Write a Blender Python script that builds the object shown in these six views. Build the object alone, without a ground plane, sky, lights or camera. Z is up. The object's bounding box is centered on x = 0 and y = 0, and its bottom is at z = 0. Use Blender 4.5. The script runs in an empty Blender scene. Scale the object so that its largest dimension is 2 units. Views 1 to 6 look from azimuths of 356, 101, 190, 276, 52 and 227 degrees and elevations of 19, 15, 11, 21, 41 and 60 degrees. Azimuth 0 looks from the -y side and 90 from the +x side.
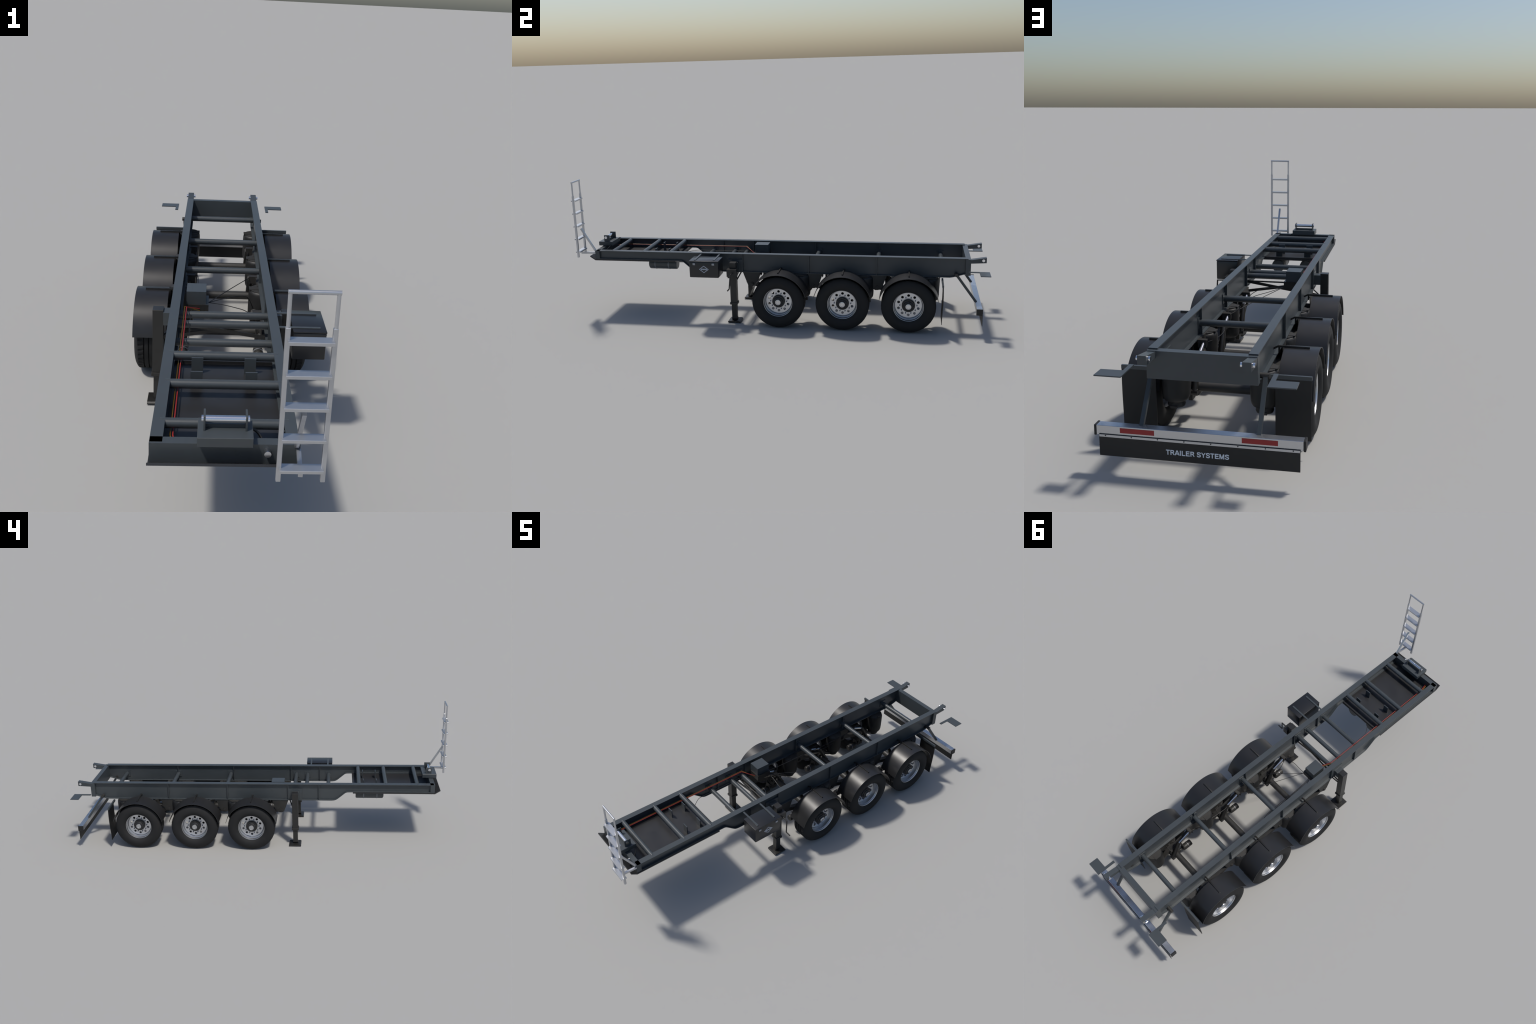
# Skeletal container semi-trailer, built part by part.  Front (ladder end) at -y, tail (bumper) at +y.
import bpy, bmesh, math, random
from math import sin, cos, pi, radians
from mathutils import Vector, Matrix

random.seed(7)
XC = -0.0048                      # centre line of the trailer in x (the crank makes the box lopsided)
AXLES = (0.0375, 0.3400, 0.6425)  # y of the three axles
AZ = 0.1245                       # axle height = tyre radius


def X(s, x):
    return XC + s * x


# ------------------------------------------------------------------ materials
def material(name, color, rough=0.5, metal=0.0, grain=0.12, scale=60.0, bump=0.0,
             rough_var=0.08, spec=0.5, coat=0.0):
    m = bpy.data.materials.new(name)
    m.use_nodes = True
    nt = m.node_tree
    b = nt.nodes["Principled BSDF"]
    tc = nt.nodes.new("ShaderNodeTexCoord")
    n = nt.nodes.new("ShaderNodeTexNoise")
    n.inputs["Scale"].default_value = scale
    n.inputs["Detail"].default_value = 4
    nt.links.new(tc.outputs["Object"], n.inputs["Vector"])
    ramp = nt.nodes.new("ShaderNodeValToRGB")
    lo = tuple(c * (1 - grain) for c in color) + (1,)
    hi = tuple(min(1, c * (1 + grain)) for c in color) + (1,)
    ramp.color_ramp.elements[0].position = 0.3
    ramp.color_ramp.elements[1].position = 0.7
    ramp.color_ramp.elements[0].color = lo
    ramp.color_ramp.elements[1].color = hi
    nt.links.new(n.outputs["Fac"], ramp.inputs["Fac"])
    nt.links.new(ramp.outputs["Color"], b.inputs["Base Color"])
    b.inputs["Metallic"].default_value = metal
    b.inputs["Specular IOR Level"].default_value = spec
    b.inputs["Coat Weight"].default_value = coat
    mr = nt.nodes.new("ShaderNodeMapRange")
    mr.inputs["To Min"].default_value = max(0.02, rough - rough_var)
    mr.inputs["To Max"].default_value = min(1, rough + rough_var)
    nt.links.new(n.outputs["Fac"], mr.inputs["Value"])
    nt.links.new(mr.outputs["Result"], b.inputs["Roughness"])
    if bump:
        n2 = nt.nodes.new("ShaderNodeTexNoise")
        n2.inputs["Scale"].default_value = scale * 6
        n2.inputs["Detail"].default_value = 2
        nt.links.new(tc.outputs["Object"], n2.inputs["Vector"])
        bp = nt.nodes.new("ShaderNodeBump")
        bp.inputs["Strength"].default_value = bump
        bp.inputs["Distance"].default_value = 0.001
        nt.links.new(n2.outputs["Fac"], bp.inputs["Height"])
        nt.links.new(bp.outputs["Normal"], b.inputs["Normal"])
    return m


FRAME = material("frame_paint", (0.049, 0.057, 0.062), 0.37, grain=0.05, scale=9, rough_var=0.03)
FLOOR = material("floor_steel", (0.024, 0.024, 0.025), 0.36, grain=0.1, scale=14)
GEAR = material("running_gear_paint", (0.030, 0.029, 0.027), 0.5, grain=0.15, scale=40)
BELLOWS = material("bellows_rubber", (0.017, 0.017, 0.017), 0.55, grain=0.12, scale=60)
LEG = material("leg_paint", (0.0195, 0.019, 0.018), 0.38, grain=0.1, scale=30)
BOX = material("tool_box_plastic", (0.0165, 0.0170, 0.0185), 0.28, grain=0.03, scale=20, rough_var=0.0)
FENDER = material("fender_plastic", (0.019, 0.019, 0.020), 0.35, grain=0.06, scale=30, rough_var=0.03)
RUBBER = material("tyre_rubber", (0.0165, 0.0165, 0.017), 0.78, grain=0.1, scale=70, bump=0.1, spec=0.3)
FLAP = material("flap_rubber", (0.0088, 0.0088, 0.0092), 0.55, grain=0.12, scale=60)
ALU = material("ladder_aluminium", (0.53, 0.54, 0.56), 0.36, metal=0.85, grain=0.03, scale=50, rough_var=0.02)
BEAM = material("bumper_aluminium", (0.55, 0.56, 0.58), 0.26, metal=0.9, grain=0.02, scale=12, rough_var=0.02)
CHROME = material("polished_steel", (0.80, 0.81, 0.84), 0.12, metal=1.0, grain=0.03, scale=20, rough_var=0.04)
WHEEL = material("wheel_alloy", (0.66, 0.67, 0.69), 0.36, metal=0.95, grain=0.03, scale=60, rough_var=0.03)
DISCM = material("wheel_disc_alloy", (0.62, 0.63, 0.65), 0.36, metal=0.92, grain=0.08, scale=500, rough_var=0.06)
NUT = material("nut_steel", (0.15, 0.17, 0.22), 0.35, metal=0.8, grain=0.1)
HUB = material("hub_iron", (0.020, 0.020, 0.021), 0.5, grain=0.12)
CAP = material("hub_cap_steel", (0.62, 0.63, 0.65), 0.26, metal=1.0, grain=0.04)
STRAP = material("tank_strap_steel", (0.16, 0.17, 0.19), 0.4, metal=0.4, grain=0.08)
RED = material("red_reflector", (0.30, 0.012, 0.014), 0.35, grain=0.06)
REDLINE = material("red_air_line", (0.30, 0.026, 0.024), 0.42, grain=0.06)
YELLOW = material("yellow_air_line", (0.25, 0.145, 0.018), 0.45, grain=0.06)
HOSE = material("black_hose", (0.014, 0.014, 0.015), 0.5, grain=0.1)
LETTER = material("pale_lettering", (0.70, 0.74, 0.80), 0.5, grain=0.03)
PAINT = material("light_grey_lettering", (0.42, 0.45, 0.51), 0.5, grain=0.03)
BLACK = material("plain_black", (0.0, 0.0, 0.0), 1.0, grain=0.0, spec=0.0)
CLASP = material("clasp_steel", (0.30, 0.31, 0.33), 0.4, metal=0.5, grain=0.08)


# ------------------------------------------------------------------ mesh helpers
class Mesh:
    """Collects simple solids into one mesh."""

    def __init__(self):
        self.v, self.f = [], []

    def add(self, verts, faces):
        o = len(self.v)
        self.v += [tuple(p) for p in verts]
        self.f += [tuple(i + o for i in f) for f in faces]
        return self

    def box(self, x0, x1, y0, y1, z0, z1, bevel=0.0, seg=2):
        x0, x1 = sorted((x0, x1)); y0, y1 = sorted((y0, y1)); z0, z1 = sorted((z0, z1))
        bm = bmesh.new()
        bmesh.ops.create_cube(bm, size=1)
        for v in bm.verts:
            v.co = Vector((x0 + (v.co.x + .5) * (x1 - x0), y0 + (v.co.y + .5) * (y1 - y0), z0 + (v.co.z + .5) * (z1 - z0)))
        if bevel:
            bmesh.ops.bevel(bm, geom=bm.edges[:], offset=bevel, segments=seg, affect='EDGES', profile=0.5)
        bm.verts.index_update()
        self.add([v.co for v in bm.verts], [[v.index for v in f.verts] for f in bm.faces])
        bm.free()
        return self

    def prism(self, pts, axis, a, b):
        """Extrude a polygon.  axis 'x': pts are (y, z); 'y': (x, z); 'z': (x, y)."""
        a, b = sorted((a, b))
        mk = {'x': lambda p, t: (t, p[0], p[1]), 'y': lambda p, t: (p[0], t, p[1]), 'z': lambda p, t: (p[0], p[1], t)}[axis]
        n = len(pts)
        area = sum(pts[i][0] * pts[(i + 1) % n][1] - pts[(i + 1) % n][0] * pts[i][1] for i in range(n))
        if (area < 0) != (axis == 'y'):
            pts = pts[::-1]
        v = [mk(p, a) for p in pts] + [mk(p, b) for p in pts]
        f = [tuple(range(n))[::-1], tuple(range(n, 2 * n))]
        f += [(i, (i + 1) % n, n + (i + 1) % n, n + i) for i in range(n)]
        return self.add(v, f)

    def tube(self, path, r, n=12, smooth_path=0, caps=True, square=False, flip=0.0):
        """Sweep a circle (or a square) along a path; r may be a list."""
        P = [Vector(p) for p in path]
        if smooth_path:
            Q = []
            E = [P[0]] + P + [P[-1]]
            for i in range(1, len(E) - 2):
                for k in range(smooth_path):
                    t = k / smooth_path
                    a, b, c, d = E[i - 1], E[i], E[i + 1], E[i + 2]
                    Q.append(0.5 * ((2 * b) + (c - a) * t + (2 * a - 5 * b + 4 * c - d) * t * t + (3 * b - a - 3 * c + d) * t ** 3))
            Q.append(P[-1])
            P = Q
        if square:
            n = 4
        R = r if isinstance(r, (list, tuple)) else [r] * len(P)
        t0 = (P[1] - P[0]).normalized()
        up = Vector((0, 0, 1)) if abs(t0.z) < .9 else Vector((1, 0, 0))
        u = (up - t0 * up.dot(t0)).normalized()
        verts, faces = [], []
        for i, p in enumerate(P):
            if i == 0:
                t, m = t0, 1
            elif i == len(P) - 1:
                t, m = (P[i] - P[i - 1]).normalized(), 1
            else:
                ta, tb = (P[i] - P[i - 1]).normalized(), (P[i + 1] - P[i]).normalized()
                t = (ta + tb)
                t = t.normalized() if t.length > 1e-6 else ta
                m = 1
            u = (u - t * u.dot(t)).normalized()
            w = t.cross(u)
            for k in range(n):
                a = 2 * pi * (k + (0.5 if square else 0)) / n + flip
                q = R[i] * (1.41421 if square else 1)
                verts.append(p + (u * cos(a) + w * sin(a)) * q)
            if i:
                o = (i - 1) * n
                faces += [(o + k, o + (k + 1) % n, o + n + (k + 1) % n, o + n + k) for k in range(n)]
        if caps:
            faces.append(tuple(range(n))[::-1])
            faces.append(tuple(range(len(verts) - n, len(verts))))
        return self.add(verts, faces)

    def cyl(self, a, b, r, n=20):
        return self.tube([a, b], r, n)

    def lathe(self, prof, center, axis='z', n=48, sgn=1, radial=None, closed=False):
        """Revolve (r, h) about an axis through center."""
        c = Vector(center)
        verts, faces = [], []
        m = len(prof)
        for k in range(n):
            a = 2 * pi * k / n
            for j, (r, h) in enumerate(prof):
                if radial:
                    r = radial(j, k, r)
                if axis == 'z':
                    verts.append(c + Vector((r * cos(a), r * sin(a), h)))
                elif axis == 'x':
                    verts.append(c + Vector((sgn * h, r * cos(a), r * sin(a) * sgn)))
                else:
                    verts.append(c + Vector((r * sin(a), h, r * cos(a))))
        span = m if closed else m - 1
        for k in range(n):
            k2 = (k + 1) % n
            for j in range(span):
                j2 = (j + 1) % m
                faces.append((k * m + j, k2 * m + j, k2 * m + j2, k * m + j2))
        return self.add(verts, faces)

    def data(self, name, mat, smooth=35, fix=True):
        me = bpy.data.meshes.new(name)
        me.from_pydata(self.v, [], self.f)
        bm = bmesh.new()
        bm.from_mesh(me)
        bmesh.ops.remove_doubles(bm, verts=bm.verts[:], dist=1e-6)
        if fix:
            bmesh.ops.recalc_face_normals(bm, faces=bm.faces[:])
        bm.to_mesh(me)
        bm.free()
        me.materials.append(mat)
        if smooth:
            me.shade_smooth()
            me.set_sharp_from_angle(angle=radians(smooth))
        me.update()
        return me


SCN = bpy.context.scene.collection


def empty(name, parent=None, loc=(0, 0, 0)):
    o = bpy.data.objects.new(name, None)
    o.empty_display_size = 0.05
    o.location = loc
    SCN.objects.link(o)
    o.parent = parent
    return o


def place(name, me, parent, loc=(0, 0, 0), rot=(0, 0, 0)):
    o = bpy.data.objects.new(name, me)
    o.location = loc
    o.rotation_euler = rot
    SCN.objects.link(o)
    o.parent = parent
    return o


def part(name, mesh, mat, parent, smooth=35, **kw):
    return place(name, mesh.data(name, mat, smooth), parent, **kw)


trailer = empty("container_trailer")
trailer["label"] = "dark grey three-axle skeletal container trailer with aluminium ladder"
trailer["category"] = "trailer"

# ------------------------------------------------------------------ main frame
TOP = 0.3285                 # upper face of the rails
FL_O, FL_I, WEB = 0.1465, 0.1210, 0.1337
TF, TW = 0.0034, 0.0040
# lower edge of the rail, tail to gooseneck (y, z)
LOWER = [(0.896, 0.2545), (0.842, 0.2390), (0.826, 0.2365), (-0.380, 0.2365), (-0.394, 0.2378), (-0.404, 0.2412),
         (-0.414, 0.2478), (-0.4500, 0.2785), (-0.4560, 0.2822), (-0.464, 0.2843), (-0.492, 0.2850), (-0.8895, 0.2850)]
for s in (1, -1):
    m = Mesh()
    web = [(0.9065, TOP - TF), (0.9065, 0.2600)] + [(y, z + TF * .5) for y, z in LOWER] + [(-0.8895, TOP - TF)]
    m.prism(web, 'x', X(s, WEB - TW / 2), X(s, WEB + TW / 2))
    m.box(X(s, FL_I), X(s, FL_O), -0.8890, 0.9070, TOP - TF, TOP)
    # bottom flange follows the lower edge
    v, f = [], []
    for i, (y, z) in enumerate(LOWER):
        for x, dz in ((FL_I, 0), (FL_O, 0), (FL_O, TF), (FL_I, TF)):
            v.append((X(s, x), y, z + dz))
        if i:
            o = 4 * (i - 1)
            f += [(o + k, o + (k + 1) % 4, o + 4 + (k + 1) % 4, o + 4 + k) for k in range(4)]
    f += [(0, 1, 2, 3), tuple(len(v) - 4 + k for k in range(4))]
    m.add(v, f)
    rail = part("frame_rail", m, FRAME, trailer, smooth=25)
    for y in (0.4915, 0.1712, -0.1530, -0.3148):
        st = Mesh()
        st.box(X(s, WEB + TW / 2), X(s, FL_O - .0012), y - .0016, y + .0016, 0.2402, TOP - TF + .0004)
        st.box(X(s, WEB - TW / 2), X(s, FL_I + .0012), y - .0016, y + .0016, 0.2402, TOP - TF + .0004)
        part("web_stiffener", st, FRAME, rail, smooth=0)

# front box beam, with a thin black square patch on top at each of its two corners
m = Mesh().box(X(-1, 0.1466), X(1, 0.1466), -0.9118, -0.8895, 0.2846, TOP - .0002)
beam = part("front_beam", m, FRAME, trailer, smooth=0)
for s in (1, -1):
    part("black_corner_patch", Mesh().box(X(s, FL_I + .0004), X(s, FL_O - .0006), -0.9064, -0.8893, TOP - .003, TOP + .0003), BLACK, beam, smooth=0)
part("king_button", Mesh().cyl((0.0780, -0.9115, 0.3138), (0.0780, -0.9240, 0.3136), 0.0069, 24), CAP, beam)

# rear box beam
m = Mesh().prism([(X(-1, .1466), .3248), (X(1, .1466), .3248), (X(1, .1482), .2487), (X(-1, .1482), .2487)], 'y', 0.8965, 0.9195)
rear_beam = part("rear_beam", m, FRAME, trailer, smooth=0)
for s in (1, -1):
    lug = Mesh().prism([(0.9190, .3228), (0.962, .3300), (0.9880, .3342), (0.9880, .3098), (0.9190, .3060)], 'x', X(s, .1225), X(s, .1460))
    lo = part("twist_lock_lug", lug, FRAME, trailer, smooth=0)
    part("lock_pin", Mesh().cyl((X(s, .1155), .9735, .3228), (X(s, .1530), .9735, .3228), 0.0064, 20), CHROME, lo)
    # L-shaped lamp plate beside the tail
    x0, x1, xm = .1870, .2590, .1990
    flag = Mesh().prism([(X(s, x0), .9990), (X(s, x1), .9990), (X(s, x1), .9545), (X(s, xm), .9540), (X(s, xm), .9070), (X(s, x0), .9070)], 'z', .2768, .2800)
    part("lamp_plate", flag, FRAME, trailer, smooth=0)

# gooseneck floor plate with the turned-up front lip
m = Mesh()
prof = [(-0.4915, .2790), (-0.9130, .2790), (-0.9410, .2975), (-0.9385, .3022), (-0.9120, .2846), (-0.4915, .2846)]
m.prism(prof, 'x', X(-1, .1490), X(1, .1490))
floor = part("coupling_plate", m, FLOOR, trailer, smooth=0)
part("plate_edge_bar", Mesh().box(X(-1, .1200), X(1, .1200), -.5005, -.4935, .2844, .2925), FLOOR, floor, smooth=0)
part("king_pin", Mesh().lathe([(0, .2795), (.007, .2795), (.007, .274), (.005, .272), (.005, .268), (.0075, .266), (.0075, .264), (0, .264)], (XC, -.76, 0), n=24), GEAR, floor)
for s in (1, -1):
    for y in (-0.6165, -0.5475):
        part("tank_bracket", Mesh().box(X(s, .0495), X(s, .0775), y - .0018, y + .0018, .2843, .3255), FRAME, floor, smooth=0)

# round cross members
UP, LO_ = 0.3186, 0.2755
for y, z in ((-.8245, UP), (-.6625, UP), (-.5240, UP), (-.3629, LO_), (-.2467, LO_), (-.1833, LO_), (.1880, LO_), (.4914, LO_), (.7925, LO_)):
    cm = part("cross_tube", Mesh().cyl((X(-1, .1318), y, z), (X(1, .1318), y, z), 0.0108, 28), FRAME, trailer)
    if z == LO_:
        for s in (1, -1):
            part("tube_gusset", Mesh().box(X(s, .1318), X(s, .1288), y - .0175, y + .0175, z - .0175, z + .0185), FRAME, cm, smooth=0)

# ------------------------------------------------------------------ front locking head
m = Mesh().box(X(-1, .0538), X(1, .0538), -.9292, -.8568, .3318, .3522, bevel=.0007, seg=1)
head = part("lock_head", m, FRAME, trailer)
m = Mesh()
for s in (1, -1):
    part("head_bracket", Mesh().box(X(s, .0388), X(s, .0428), -.9040, -.8745, .3518, .3838, bevel=.0005, seg=1), FRAME, head)
part("head_pin", Mesh().cyl((X(-1, .0468), -.8925, .3722), (X(1, .0468), -.8925, .3722), .0070, 28), CHROME, head)
part("head_stay", Mesh().box(X(-1, .040), X(1, .040), -.8915, -.8875, .3520, .3600), FRAME, head, smooth=0)
part("head_block", Mesh().box(X(-1, .0500), X(1, .0500), -.9095, -.8900, TOP - .002, .3325), FRAME, head, smooth=0)
part("head_hose", Mesh().tube([(.030, -.868, .338), (.052, -.866, .333), (.066, -.873, .322), (.074, -.888, .306), (.076, -.896, .300)], .0028, 10, 6), HOSE, head)

# ------------------------------------------------------------------ ladder
ladder = empty("ladder", trailer, (0.1351, -0.9865, 0.30))
L0 = Vector((0.1351, -0.9865, 0.30))


def lp(x, y, z):
    return Vector((x, y, z)) - L0


for sx in (0.0934, 0.1763):
    a, b = lp(sx - .0045, -.9909, .3010), lp(sx + .0044, -.9821, .6128)
    part("ladder_rail", Mesh().box(a.x, b.x, a.y, b.y, a.z, b.z, bevel=.0007, seg=1), ALU, ladder)
for sx in (0.0932, 0.1768):
    part("ladder_hand_post", Mesh().cyl(lp(sx, -.9862, .605), lp(sx, -.9862, .6785), .0037, 16), ALU, ladder)
part("ladder_hand_bar", Mesh().cyl(lp(.0895, -.9862, .6785), lp(.1807, -.9862, .6785), .0040, 20), ALU, ladder)
step = Mesh()
w = .0408
step.box(-w, w, -.0118, .0118, -.0016, 0, bevel=.0004, seg=1)
step.box(-w, w, -.0118, -.0100, -.0066, -.0010, bevel=.0004, seg=1)
step.box(-w, w, .0100, .0118, -.0066, -.0010, bevel=.0004, seg=1)
step_me = step.data("ladder_step", ALU)
for z in (.3310, .3958, .4607, .5255, .5903):
    place("ladder_step", step_me, ladder, lp(.1349, -.9875, z))
part("ladder_stay", Mesh().tube([lp(.1343, -.9800, .4400), lp(.1343, -.9120, .3265)], .0042, square=True), ALU, ladder, smooth=0)
part("ladder_stay", Mesh().tube([lp(.1345, -.9880, .3145), lp(.1385, -.9112, .3170)], .0044, square=True), ALU, ladder, smooth=0)

# ------------------------------------------------------------------ air lines and hoses
for dx, me_, nm in ((-.1092, REDLINE, "red"), (-.1150, YELLOW, "yellow")):
    d = -.1092 - dx
    part(nm + "_air_line", Mesh().tube([(dx + .011, -.8885, .2975), (dx, -.8420, .3010), (dx, -.1885 + d * .6, .3010), (dx + .036 + d, -.1340, .2730 - d)], .00155, 10), me_, trailer)
part("brake_pipe", Mesh().tube([(-.064, -.500, .276), (-.0665, -.488, .279), (-.0885, -.457, .2800), (-.0955, -.434, .2800), (-.0965, -.360, .2795), (-.0965, -.200, .2795), (-.0920, -.140, .2740)], .0012, 8, 4), HOSE, trailer)

valve = part("valve_housing", Mesh().box(-.1122, -.0550, -.1306, -.0630, .2850, .3255), FRAME, trailer, smooth=0)
part("valve_block", Mesh().box(-.1080, -.0470, -.1345, -.0600, .2585, .2856), LEG, valve, smooth=0)
O = (-.0475, -.0640, .2640)
HOSES = [
    [O, (.0235, .090, .2500), (.0880, .232, .2335), (.0985, .252, .2260)],
    [O, (0.000, -.010, .2560), (.050, .035, .2470), (.078, .062, .2300), (.098, .078, .1850), (.108, .070, .150)],
    [O, (-.010, -.066, .2600), (.030, -.070, .2530), (.066, -.066, .2400), (.092, -.062, .2150), (.104, -.058, .160), (.112, -.040, .105)],
    [(-.080, -.0605, .2640), (-.084, -.045, .2500), (-.086, .060, .2430), (-.084, .140, .2420), (-.088, .225, .2400), (-.100, .255, .2150), (-.114, .262, .110)],
    [(-.086, -.0605, .2600), (-.088, -.040, .2460), (-.089, .080, .2400), (-.090, .200, .2380), (-.098, .330, .2200), (-.100, .480, .2200), (-.102, .548, .2240)],
    [(-.092, -.0605, .2600), (-.094, -.040, .2400), (-.104, -.030, .200), (-.116, -.036, .105)],
]
for h in HOSES:
    part("brake_hose", Mesh().tube(h, .0013, 8, 8), HOSE, valve)
for s in (1, -1):   # hoses running along the rail from axle to axle
    part("brake_hose", Mesh().tube([(X(s, .102), .250, .2250), (X(s, .094), .330, .2000), (X(s, .098), .420, .2020), (X(s, .098), .500, .2180), (X(s, .104), .548, .2250)], .0013, 8, 8), HOSE, valve)

# ------------------------------------------------------------------ air tanks under the neck
for s in (1, -1):
    cx = X(s, .0625)
    R = .0285
    y0, y1 = -.6560, -.5085
    prof = [(0, y0), (R * .75, y0 + .001), (R * .93, y0 + .004), (R, y0 + .009), (R, y1 - .006), (R * .95, y1 - .0015), (R * .88, y1), (0, y1)]
    tank = part("air_tank", Mesh().lathe(prof, (cx, 0, .2485), 'y', 40), FRAME, trailer)
    for y in (-.6200, -.5500):
        part("tank_strap", Mesh().lathe([(R - .001, y - .003), (R + .0009, y - .003), (R + .0009, y + .003), (R - .001, y + .003)], (cx, 0, .2485), 'y', 40, closed=True), STRAP, tank)

# ------------------------------------------------------------------ tool box
m = Mesh().box(.1788, .2675, -.3828, -.2408, .2410, .3178, bevel=.0035, seg=2)
toolbox = part("tool_box", m, BOX, trailer)
part("tool_box_lid", Mesh().box(.1785, .2685, -.3834, -.2402, .3182, .3222, bevel=.0012, seg=2), BOX, toolbox)
for y in (-.3583, -.2655):
    part("box_hanger", Mesh().box(.1290, .2530, y - .0042, y + .0042, .3216, .3249, bevel=.0005, seg=1), FRAME, toolbox)
    part("box_clasp", Mesh().box(.2670, .2712, y - .0062, y + .0062, .3030, .3128, bevel=.0008, seg=1), CLASP, toolbox)
# diamond badge with a row of small strokes
m = Mesh()
cy, cz, hw, hh, k = -.3112, .2825, .0238, .0178, .80
D = [(hw, 0), (0, hh), (-hw, 0), (0, -hh)]
for i in range(4):
    a, b = D[i], D[(i + 1) % 4]
    quad = [(cy + a[0], cz + a[1]), (cy + b[0], cz + b[1]), (cy + b[0] * k, cz + b[1] * k), (cy + a[0] * k, cz + a[1] * k)]
    m.prism(quad, 'x', .2672, .2680)
for i in range(7):
    y = cy - .0135 + i * .0042
    m.box(.2672, .26795, y, y + .0031, cz - .0034 + .0008 * (i % 3 == 1), cz + .0036)
m.box(.2672, .26793, cy - .0135, cy + .0145, cz - .0008, cz + .0014)
part("diamond_badge", m, PAINT, toolbox, smooth=0)

# ------------------------------------------------------------------ landing legs
for s in (1, -1):
    c, yc = .1845, -.1903
    leg = part("landing_leg", Mesh().box(X(s, c - .0155), X(s, c + .0155), yc - .0155, yc + .0155, .0930, .2965, bevel=.0004, seg=1), LEG, trailer)
    m = Mesh().box(X(s, c - .0185), X(s, c + .0185), yc - .0185, yc + .0185, .0875, .0985, bevel=.0004, seg=1)
    part("leg_collar", m, LEG, leg)
    part("leg_extension", Mesh().box(X(s, c - .0122), X(s, c + .0122), yc - .0122, yc + .0122, .0150, .0900), LEG, leg, smooth=0)
    foot = Mesh().prism([(yc - .0300, .0), (yc + .0330, .0), (yc + .0330, .0040), (yc + .0280, .0075), (yc - .0260, .0075), (yc - .0300, .0040)], 'x', X(s, c - .0300), X(s, c + .0300))
    foot.cyl((X(s, c), yc - .014, .0140), (X(s, c), yc + .014, .0140), .0085, 20)
    part("leg_foot", foot, LEG, leg)
    part("leg_mount_plate", Mesh().box(X(s, WEB + TW / 2), X(s, .1440), -.2255, -.1545, .2402, .2992), FRAME, leg, smooth=0)
    part("leg_mount_block", Mesh().box(X(s, .1440), X(s, c - .0150), -.2100, -.1720, .2520, .2905), FRAME, leg, smooth=0)
    part("leg_brace", Mesh().tube([(X(s, .1400), -.1600, .2390), (X(s, c - .010), -.1800, .2000)], .0022, square=True), LEG, leg, smooth=0)
    if s == 1:
        g = Mesh().box(.1880, .2170, -.2150, -.1670, .2330, .2690, bevel=.0004, seg=1)
        g.box(.1900, .2080, -.2130, -.2020, .2240, .2340)
        part("leg_gearbox", g, LEG, leg)
        part("hand_crank", Mesh().tube([(.2100, -.1890, .2515), (.2500, -.1890, .2498), (.2500, -.1894, .2490), (.2555, -.1950, .1862), (.2560, -.1952, .1853), (.2835, -.1960, .1850)],
                                       .0031, 12), LEG, leg)
# brace and shaft between the legs
for s in (1, -1):
    a = Vector((X(s, .172), -.188 + s * .0025, .2580)); b = Vector((X(-s, .172), -.188 + s * .0025, .2040))
    m = Mesh()
    v = []
    for p in (a, b):
        for dy, dz in ((-.0018, -.0055), (.0018, -.0055), (.0018, .0055), (-.0018, .0055)):
            v.append(p + Vector((0, dy, dz)))
    m.add(v, [(0, 1, 2, 3), (4, 5, 6, 7), (0, 1, 5, 4), (1, 2, 6, 5), (2, 3, 7, 6), (3, 0, 4, 7)])
    part("leg_cross_brace", m, LEG, trailer, smooth=0)
part("leg_drive_shaft", Mesh().cyl((X(-1, .172), -.1905, .2515), (X(1, .172), -.1905, .2515), .0032, 14), LEG, trailer)

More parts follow.
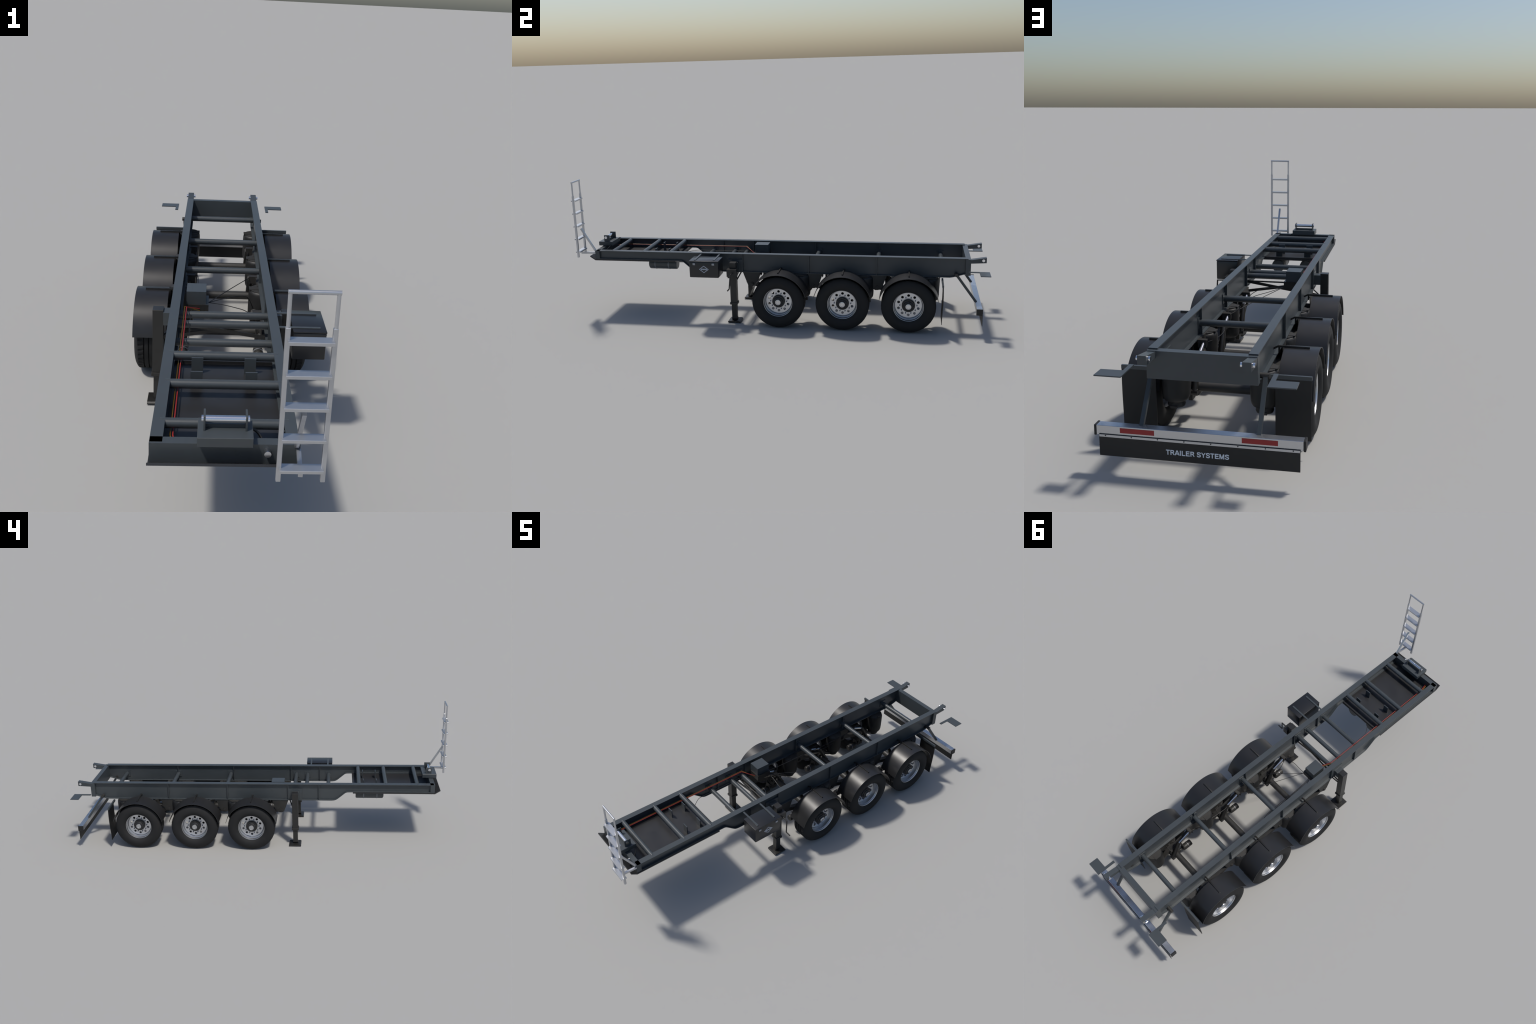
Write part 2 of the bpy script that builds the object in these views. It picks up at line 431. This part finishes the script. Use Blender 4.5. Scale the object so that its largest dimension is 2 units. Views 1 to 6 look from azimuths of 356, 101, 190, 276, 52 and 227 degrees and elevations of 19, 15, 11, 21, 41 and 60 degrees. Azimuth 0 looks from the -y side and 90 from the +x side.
# ------------------------------------------------------------------ running gear (meshes relative to the axle, shared by all three)
def side_meshes(s):
    out = {}
    # hanger: two tapered cheeks with a pivot bolt
    m = Mesh()
    cheek = [(-.1905, .2368), (-.1035, .2368), (-.1215, .1840), (-.1300, .1720), (-.1420, .1655), (-.1560, .1648), (-.1665, .1710)]
    for x in (.1160, .1405):
        m.prism(cheek, 'x', X(s, x), X(s, x + .0032))
    m.prism([(-.1880, .2366), (-.1060, .2366), (-.1120, .2220), (-.1840, .2220)], 'x', X(s, .1190), X(s, .1408))
    out["hanger_bracket"] = (m, GEAR)
    m = Mesh().cyl((X(s, .1105), -.1475, .1785), (X(s, .1480), -.1475, .1785), .0085, 20)
    m.cyl((X(s, .1085), -.1475, .1785), (X(s, .1500), -.1475, .1785), .0045, 12)
    out["pivot_bolt"] = (m, GEAR)
    # trailing arm: from the pivot, over the axle, to the air spring seat
    m = Mesh()
    arm = [(-.158, .1785, .010), (-.120, .1735, .0095), (-.060, .1560, .0100), (-.015, .1455, .0105), (.025, .1380, .0100), (.055, .1200, .0075), (.080, .1075, .0050), (.125, .1060, .0035)]
    v, f = [], []
    for i, (y, z, h) in enumerate(arm):
        for x, dz in ((.1200, -h), (.1395, -h), (.1395, h), (.1200, h)):
            v.append((X(s, x), y, z + dz))
        if i:
            o = 4 * (i - 1)
            f += [(o + k, o + (k + 1) % 4, o + 4 + (k + 1) % 4, o + 4 + k) for k in range(4)]
    f += [(0, 1, 2, 3), tuple(len(v) - 4 + k for k in range(4))]
    m.add(v, f)
    m.box(X(s, .1100), X(s, .1470), -.022, .022, .1050, .1500, bevel=.003, seg=1)     # axle clamp
    for dy in (-.018, .018):
        for x in (.1130, .1440):
            m.cyl((X(s, x), dy, .1000), (X(s, x), dy, .1600), .0025, 8)
    m.cyl((X(s, .129), .097, .1035), (X(s, .129), .097, .1100), .0245, 24)
    out["trailing_arm"] = (m, GEAR)
    # air spring
    prof = [(0, .2345), (.030, .2345), (.033, .2325), (.036, .2300), (.0385, .2275), (.0402, .2230), (.0408, .2150), (.0408, .1520), (.0402, .1400),
            (.0385, .1310), (.0350, .1245), (.0305, .1218), (.0262, .1212), (.0250, .1180), (.0255, .1120), (.0262, .1085), (0, .1085)]
    out["air_spring"] = (Mesh().lathe(prof, (X(s, .129), .0975, 0), n=40), BELLOWS)
    m = Mesh().box(X(s, .0900), X(s, .1680), .0835, .1115, .2325, .2364)
    m.lathe([(0, .2352), (.0350, .2352), (.0358, .2335), (.0350, .2315), (0, .2315)], (X(s, .129), .0975, 0), n=36)
    out["spring_mount"] = (m, GEAR)
    # shock absorber
    a, k, b = Vector((X(s, .1020), -.0980, .2305)), Vector((X(s, .1005), -.0270, .2040)), Vector((X(s, .0985), .0215, .1150))
    out["shock_rod"] = (Mesh().cyl(a, k + (k - a) * .08, .0056, 18), CHROME)
    m = Mesh().tube([k + Vector((0, -.004, .002)), k + Vector((0, .004, -.006)), b], .0098, 20)
    m.cyl(b + Vector((-.010, 0, -.001)), b + Vector((.010, 0, -.001)), .0098, 18)
    m.cyl(b + Vector((0, 0, -.001)), b + Vector((s * .03, 0, -.001)), .0045, 12)
    out["shock_absorber"] = (m, LEG)
    m = Mesh().box(X(s, .0925), X(s, .1195), -.1085, -.1050, .2140, .2385)
    m.box(X(s, .0925), X(s, .1195), -.0925, -.0890, .2140, .2385)
    m.box(X(s, .0925), X(s, .1250), -.1085, -.0890, .2345, .2385)
    out["shock_bracket"] = (m, GEAR)
    # brake chamber with its clamp ring, and its push-rod bracket
    c = (X(s, .1180), 0, .0850)
    out["brake_chamber"] = (Mesh().lathe([(0, -.0985), (.0140, -.0985), (.0150, -.0970), (.0155, -.0940), (.0158, -.0600), (.0148, -.0520), (.0110, -.0450), (.0050, -.0430), (.0050, -.0200), (0, -.0200)], c, 'y', 28), GEAR)
    out["clamp_ring"] = (Mesh().lathe([(.0150, -.0792), (.0172, -.0782), (.0172, -.0768), (.0150, -.0758)], c, 'y', 28, closed=True), CLASP)
    m = Mesh().box(X(s, .1060), X(s, .1300), -.0520, -.0480, .0760, .1250)
    m.box(X(s, .1120), X(s, .1240), -.0300, .0020, .0780, .0980)
    m.cyl((X(s, .1180), -.0180, .0950), (X(s, .1700), -.0180, .1050), .0062, 12)
    m.tube([(X(s, .1180), -.0180, .0780), (X(s, .1180), -.0230, .1250)], .0060, square=True)
    out["slack_adjuster"] = (m, GEAR)
    m = Mesh().lathe([(.0, .1560), (.0200, .1560), (.0300, .1600), (.0430, .1640), (.0450, .1660), (.0450, .2080), (.0400, .2120), (0, .2120)], (XC, 0, AZ), 'x', 40, s)
    out["brake_drum"] = (m, GEAR)
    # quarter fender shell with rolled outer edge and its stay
    m = Mesh()
    ri, n = .1370, 40
    a0, a1 = radians(13.5), radians(166.5)
    sect = [(.1685, ri - .0018), (.1685, ri), (.2704, ri), (.2704, ri - .0018)]
    v, f = [], []
    q = len(sect)
    for i in range(n + 1):
        t = a0 + (a1 - a0) * i / n
        for x, r in sect:
            v.append((X(s, x), r * cos(t), AZ + r * sin(t)))
        if i:
            o = q * (i - 1)
            f += [(o + k, o + (k + 1) % q, o + q + (k + 1) % q, o + q + k) for k in range(q)]
    f += [tuple(range(q)), tuple(range(len(v) - q, len(v)))]
    m.add(v, f)
    out["fender"] = (m, FENDER)
    m = Mesh().tube([(X(s, WEB), 0, .2560), (X(s, .1490), 0, .2640), (X(s, .2415), 0, .2640)], .0029, square=True)
    m.cyl((X(s, .152), .0, .2635), (X(s, .152), .0, .2450), .0030, 10)
    out["fender_stay"] = (m, LEG)
    return {k: (m.data(k, mat), mat) for k, (m, mat) in out.items()}


SIDE = {s: side_meshes(s) for s in (1, -1)}
axle_me = Mesh().cyl((X(-1, .17), 0, AZ), (X(1, .17), 0, AZ), .0145, 28).data("axle", GEAR)

# ------------------------------------------------------------------ wheel meshes, axis along local x, outward = +x, origin at centre
WC = .2220                        # centre plane of the tyre, from the centre line
half = [(.0680, .0335), (.0695, .0352), (.0730, .0388), (.0780, .0430), (.0850, .0462), (.0920, .0472), (.1000, .0464), (.1070, .0444), (.1130, .0416), (.1180, .0386), (.1215, .0356), (.1232, .0335)]
tread = [(.1239, .0310), (.1240, .0245), (.1240, .0172), (.1192, .0164), (.1192, .0136), (.1242, .0128), (.1243, .0080), (.1243, .0018), (.1194, .0012)]
right = half + tread
prof = right + [(r, -h) for r, h in right[::-1]]
NL = len(half)
lug_rows = {NL, NL + 1, len(prof) - 1 - NL, len(prof) - 1 - (NL + 1)}


def tread_cut(j, k, r):
    return r - .0034 if (j in lug_rows and k % 4 == 0) else r


tyre_m = Mesh().lathe(prof, (0, 0, 0), 'x', 176, 1, tread_cut)
# inner bead closes the casing
tyre_m.lathe([(.0680, .0335), (.0660, .0300), (.0660, -.0300), (.0680, -.0335)], (0, 0, 0), 'x', 176)
tyre_me = tyre_m.data("tyre", RUBBER, 32)

# rim: barrel (a solid of revolution with thickness) and a drilled disc
barrel = [(.0686, .0320), (.0694, .0344), (.0688, .0354), (.0678, .0350), (.0672, .0336), (.0664, .0300), (.0652, .0285), (.0646, .0250), (.0640, .0140), (.0632, .0090), (.0626, -.0060),
          (.0640, -.0260), (.0680, -.0345), (.0694, -.0330), (.0662, -.0270), (.0645, -.0060), (.0655, .0140), (.0666, .0260)]
rim_m = Mesh().lathe(barrel, (0, 0, 0), 'x', 72, closed=True)
DISC = .0085                      # plane of the disc from the tyre centre plane


def ring_circle(cu, r, cx=0, cy=0, n=24):
    sp = cu.splines.new('POLY')
    sp.points.add(n - 1)
    for i in range(n):
        a = 2 * pi * i / n
        sp.points[i].co = (cx + r * cos(a), cy + r * sin(a), 0, 1)
    sp.use_cyclic_u = True


cu = bpy.data.curves.new("disc_outline", 'CURVE')
cu.dimensions = '2D'
cu.fill_mode = 'BOTH'
cu.extrude = .0022
ring_circle(cu, .0605, n=72)
ring_circle(cu, .0290, n=48)
for i in range(10):
    a = 2 * pi * i / 10 + pi / 2
    ring_circle(cu, .0064, .0468 * cos(a), .0468 * sin(a), 20)
tmp = bpy.data.objects.new("disc_tmp", cu)
SCN.objects.link(tmp)
dg = bpy.context.evaluated_depsgraph_get()
dm = bpy.data.meshes.new_from_object(tmp.evaluated_get(dg))
disc_m = Mesh()
disc_m.add([(v.co.z + DISC - .0022, v.co.x, v.co.y) for v in dm.vertices], [tuple(p.vertices) for p in dm.polygons])
disc_m.lathe([(.0598, DISC + .0002), (.0618, DISC - .0010), (.0634, DISC - .0045), (.0634, DISC - .0065), (.0600, DISC - .0040)], (0, 0, 0), 'x', 72, closed=True)
disc_me = disc_m.data("wheel_disc", DISCM, 30)
bpy.data.objects.remove(tmp)
bpy.data.curves.remove(cu)
bpy.data.meshes.remove(dm)
rim_me = rim_m.data("rim", WHEEL, 30)

hub_m = Mesh().lathe([(0, -.060), (.0285, -.060), (.0300, DISC - .004), (.0300, DISC + .0100), (.0285, DISC + .0125), (.0225, DISC + .0130), (.0215, DISC + .0170), (.0185, DISC + .0190), (.0165, DISC + .0195), (.0160, DISC + .0225), (0, DISC + .0225)], (0, 0, 0), 'x', 40)
for i in range(10):
    a = 2 * pi * i / 10
    y, z = .0252 * cos(a), .0252 * sin(a)
    hub_m.cyl((DISC + .003, y, z), (DISC + .0140, y, z), .0022, 6)
hub_me = hub_m.data("hub", HUB)
cap_me = Mesh().lathe([(.0138, DISC + .0180), (.0138, DISC + .0245), (.0128, DISC + .0262), (.0100, DISC + .0268), (.0092, DISC + .0255), (0, DISC + .0255)], (0, 0, 0), 'x', 32).data("hub_cap", CAP)
nut_m = Mesh()
for i in range(10):
    a = 2 * pi * (i + .5) / 10 + pi / 2
    y, z = .0385 * cos(a), .0385 * sin(a)
    nut_m.cyl((DISC - .001, y, z), (DISC + .0060, y, z), .0027, 6)
    nut_m.cyl((DISC + .005, y, z), (DISC + .0100, y, z), .0017, 6)
nut_me = nut_m.data("wheel_nut", NUT)

for ay in AXLES:
    axle = place("axle", axle_me, trailer, (0, ay, 0))
    for s in (1, -1):
        for nm in ("hanger_bracket", "pivot_bolt", "trailing_arm", "air_spring", "spring_mount", "shock_rod", "shock_absorber", "shock_bracket", "brake_chamber", "clamp_ring", "slack_adjuster", "brake_drum"):
            place(nm, SIDE[s][nm][0], axle)
        fd = place("fender", SIDE[s]["fender"][0], trailer, (0, ay, 0))
        place("fender_stay", SIDE[s]["fender_stay"][0], fd)
        wheel = empty("wheel", trailer, (X(s, WC), ay, AZ))
        wheel.rotation_euler = (0, 0, 0 if s == 1 else pi)
        place("tyre", tyre_me, wheel, rot=(random.uniform(0, .1), 0, 0))
        place("rim", rim_me, wheel)
        place("wheel_disc", disc_me, wheel)
        place("hub", hub_me, wheel)
        place("hub_cap", cap_me, wheel)
        nuts = place("wheel_nut", nut_me, wheel)
        nuts["kind"] = "stuff"

# ------------------------------------------------------------------ mud flaps
for s in (1, -1):
    bar = part("flap_bar", Mesh().box(X(s, .1480), X(s, .2693), .7900, .7975, .2235, .2345), FRAME, trailer, smooth=0)
    m = Mesh()
    v, f = [], []
    n = 12
    for i in range(n + 1):
        t = i / n
        y = .7955 - .0020 * t + .0016 * sin(t * 5)
        for x, dy in ((.1692, -.0011), (.2690, -.0011), (.2690, .0011), (.1692, .0011)):
            v.append((X(s, x), y + dy, .2260 - t * (.2260 - .0480)))
        if i:
            o = 4 * (i - 1)
            f += [(o + k, o + (k + 1) % 4, o + 4 + (k + 1) % 4, o + 4 + k) for k in range(4)]
    f += [(0, 1, 2, 3), tuple(len(v) - 4 + k for k in range(4))]
    m.add(v, f)
    part("mud_flap", m, FLAP, bar, smooth=25)

# ------------------------------------------------------------------ rear under-run bumper
bumper = part("rear_bumper", Mesh().box(X(-1, .2730), X(1, .2730), .9425, .9680, .1048, .1304, bevel=.0008, seg=1), BEAM, trailer)
for s in (1, -1):
    part("bumper_cap", Mesh().box(X(s, .2728), X(s, .2790), .9412, .9692, .1028, .1316, bevel=.0010, seg=1), FLAP, bumper)
    part("reflector", Mesh().box(X(s, .1155), X(s, .2080), .9678, .9687, .1132, .1266), RED, bumper, smooth=0)
    arm = Mesh().tube([(X(s, .1560), .8560, .2545), (X(s, .1560), .9480, .1265)], .0056, square=True)
    st = part("bumper_arm", arm, FRAME, trailer, smooth=0)
    part("arm_pivot", Mesh().cyl((X(s, .1310), .8560, .2535), (X(s, .1660), .8560, .2535), .0078, 20), GEAR, st)
skirt = part("bumper_skirt", Mesh().box(X(-1, .2650), X(1, .2650), .9682, .9702, .0480, .1078), FLAP, trailer, smooth=0)
part("skirt_rail", Mesh().box(X(-1, .2640), X(1, .2640), .9700, .9712, .1006, .1068), ALU, skirt, smooth=0)
for i in range(8):
    x = X(1, .2470 - i * .0706)
    part("skirt_rivet", Mesh().cyl((x, .9705, .1046), (x, .9722, .1046), .0016, 10), HUB, skirt)

# lettering on the skirt: bold strokes, cap height 1
def smooth(pts, n=5):
    E, Q = [pts[0]] + pts + [pts[-1]], []
    for i in range(1, len(E) - 2):
        for k in range(n):
            t = k / n
            Q.append(tuple(0.5 * (2 * b + (c - a) * t + (2 * a - 5 * b + 4 * c - d) * t * t + (3 * b - a - 3 * c + d) * t ** 3)
                           for a, b, c, d in zip(E[i - 1], E[i], E[i + 1], E[i + 2])))
    return Q + [pts[-1]]


BOWL = [(.2, .91), (.50, .91)] + smooth([(.55, .91), (.71, .86), (.77, .71), (.70, .56), (.55, .50)], 4) + [(.2, .50)]
ESS = smooth([(.80, .72), (.71, .86), (.47, .915), (.23, .86), (.17, .72), (.26, .59), (.47, .515), (.70, .43), (.78, .28), (.69, .135), (.46, .085), (.22, .14), (.11, .30)], 4)
GLYPH = {                      # advance, strokes
    "T": (.853, [[(.03, .91), (.823, .91)], [(.4265, .91), (.4265, 0)]]),
    "R": (.985, [[(.2, 0), (.2, 1)], BOWL, [(.50, .50), (.62, .40), (.87, 0)]]),
    "A": (.985, [[(.08, 0), (.46, .93)], [(.54, .93), (.91, 0)], [(.22, .29), (.78, .29)], [(.40, .91), (.60, .91)]]),
    "I": (.388, [[(.194, 0), (.194, 1)]]),
    "L": (.853, [[(.2, 0), (.2, 1)], [(.2, .09), (.80, .09)]]),
    "E": (.931, [[(.2, 0), (.2, 1)], [(.2, .91), (.86, .91)], [(.2, .52), (.81, .52)], [(.2, .09), (.88, .09)]]),
    "S": (.931, [ESS]),
    "Y": (.931, [[(.10, 1), (.4655, .46)], [(.83, 1), (.4655, .46)], [(.4655, .52), (.4655, 0)]]),
    "M": (1.163, [[(.19, 0), (.19, 1)], [(.973, 0), (.973, 1)], [(.24, .97), (.5815, .05)], [(.923, .97), (.5815, .05)]]),
    " ": (.388, []),
}
WORDS = "TRAILER SYSTEMS"
total = sum(GLYPH[c][0] for c in WORDS)
kx, kz, t = .1675 / total, .0137, .0980
m = Mesh()
cur = 0.0
layer = 0
for ch in WORDS:
    adv, strokes = GLYPH[ch]
    for st in strokes:
        layer += 1
        y1 = .9706 + .00003 * (layer % 7)          # no two strokes share a plane
        L, Rr = [], []
        for i, p in enumerate(st):
            q0, q1 = st[max(i - 1, 0)], st[min(i + 1, len(st) - 1)]
            d = Vector((q1[0] - q0[0], q1[1] - q0[1])).normalized()
            nrm = Vector((-d.y, d.x)) * t
            L.append((p[0] + nrm.x, p[1] + nrm.y))
            Rr.append((p[0] - nrm.x, p[1] - nrm.y))
        for i in range(len(st) - 1):
            quad = [L[i], L[i + 1], Rr[i + 1], Rr[i]]
            m.prism([(.0795 - (cur + x) * kx, .0656 + min(1, max(0, z)) * kz) for x, z in quad], 'y', .9700, y1)
    cur += adv
part("lettering", m, LETTER, skirt, smooth=0)
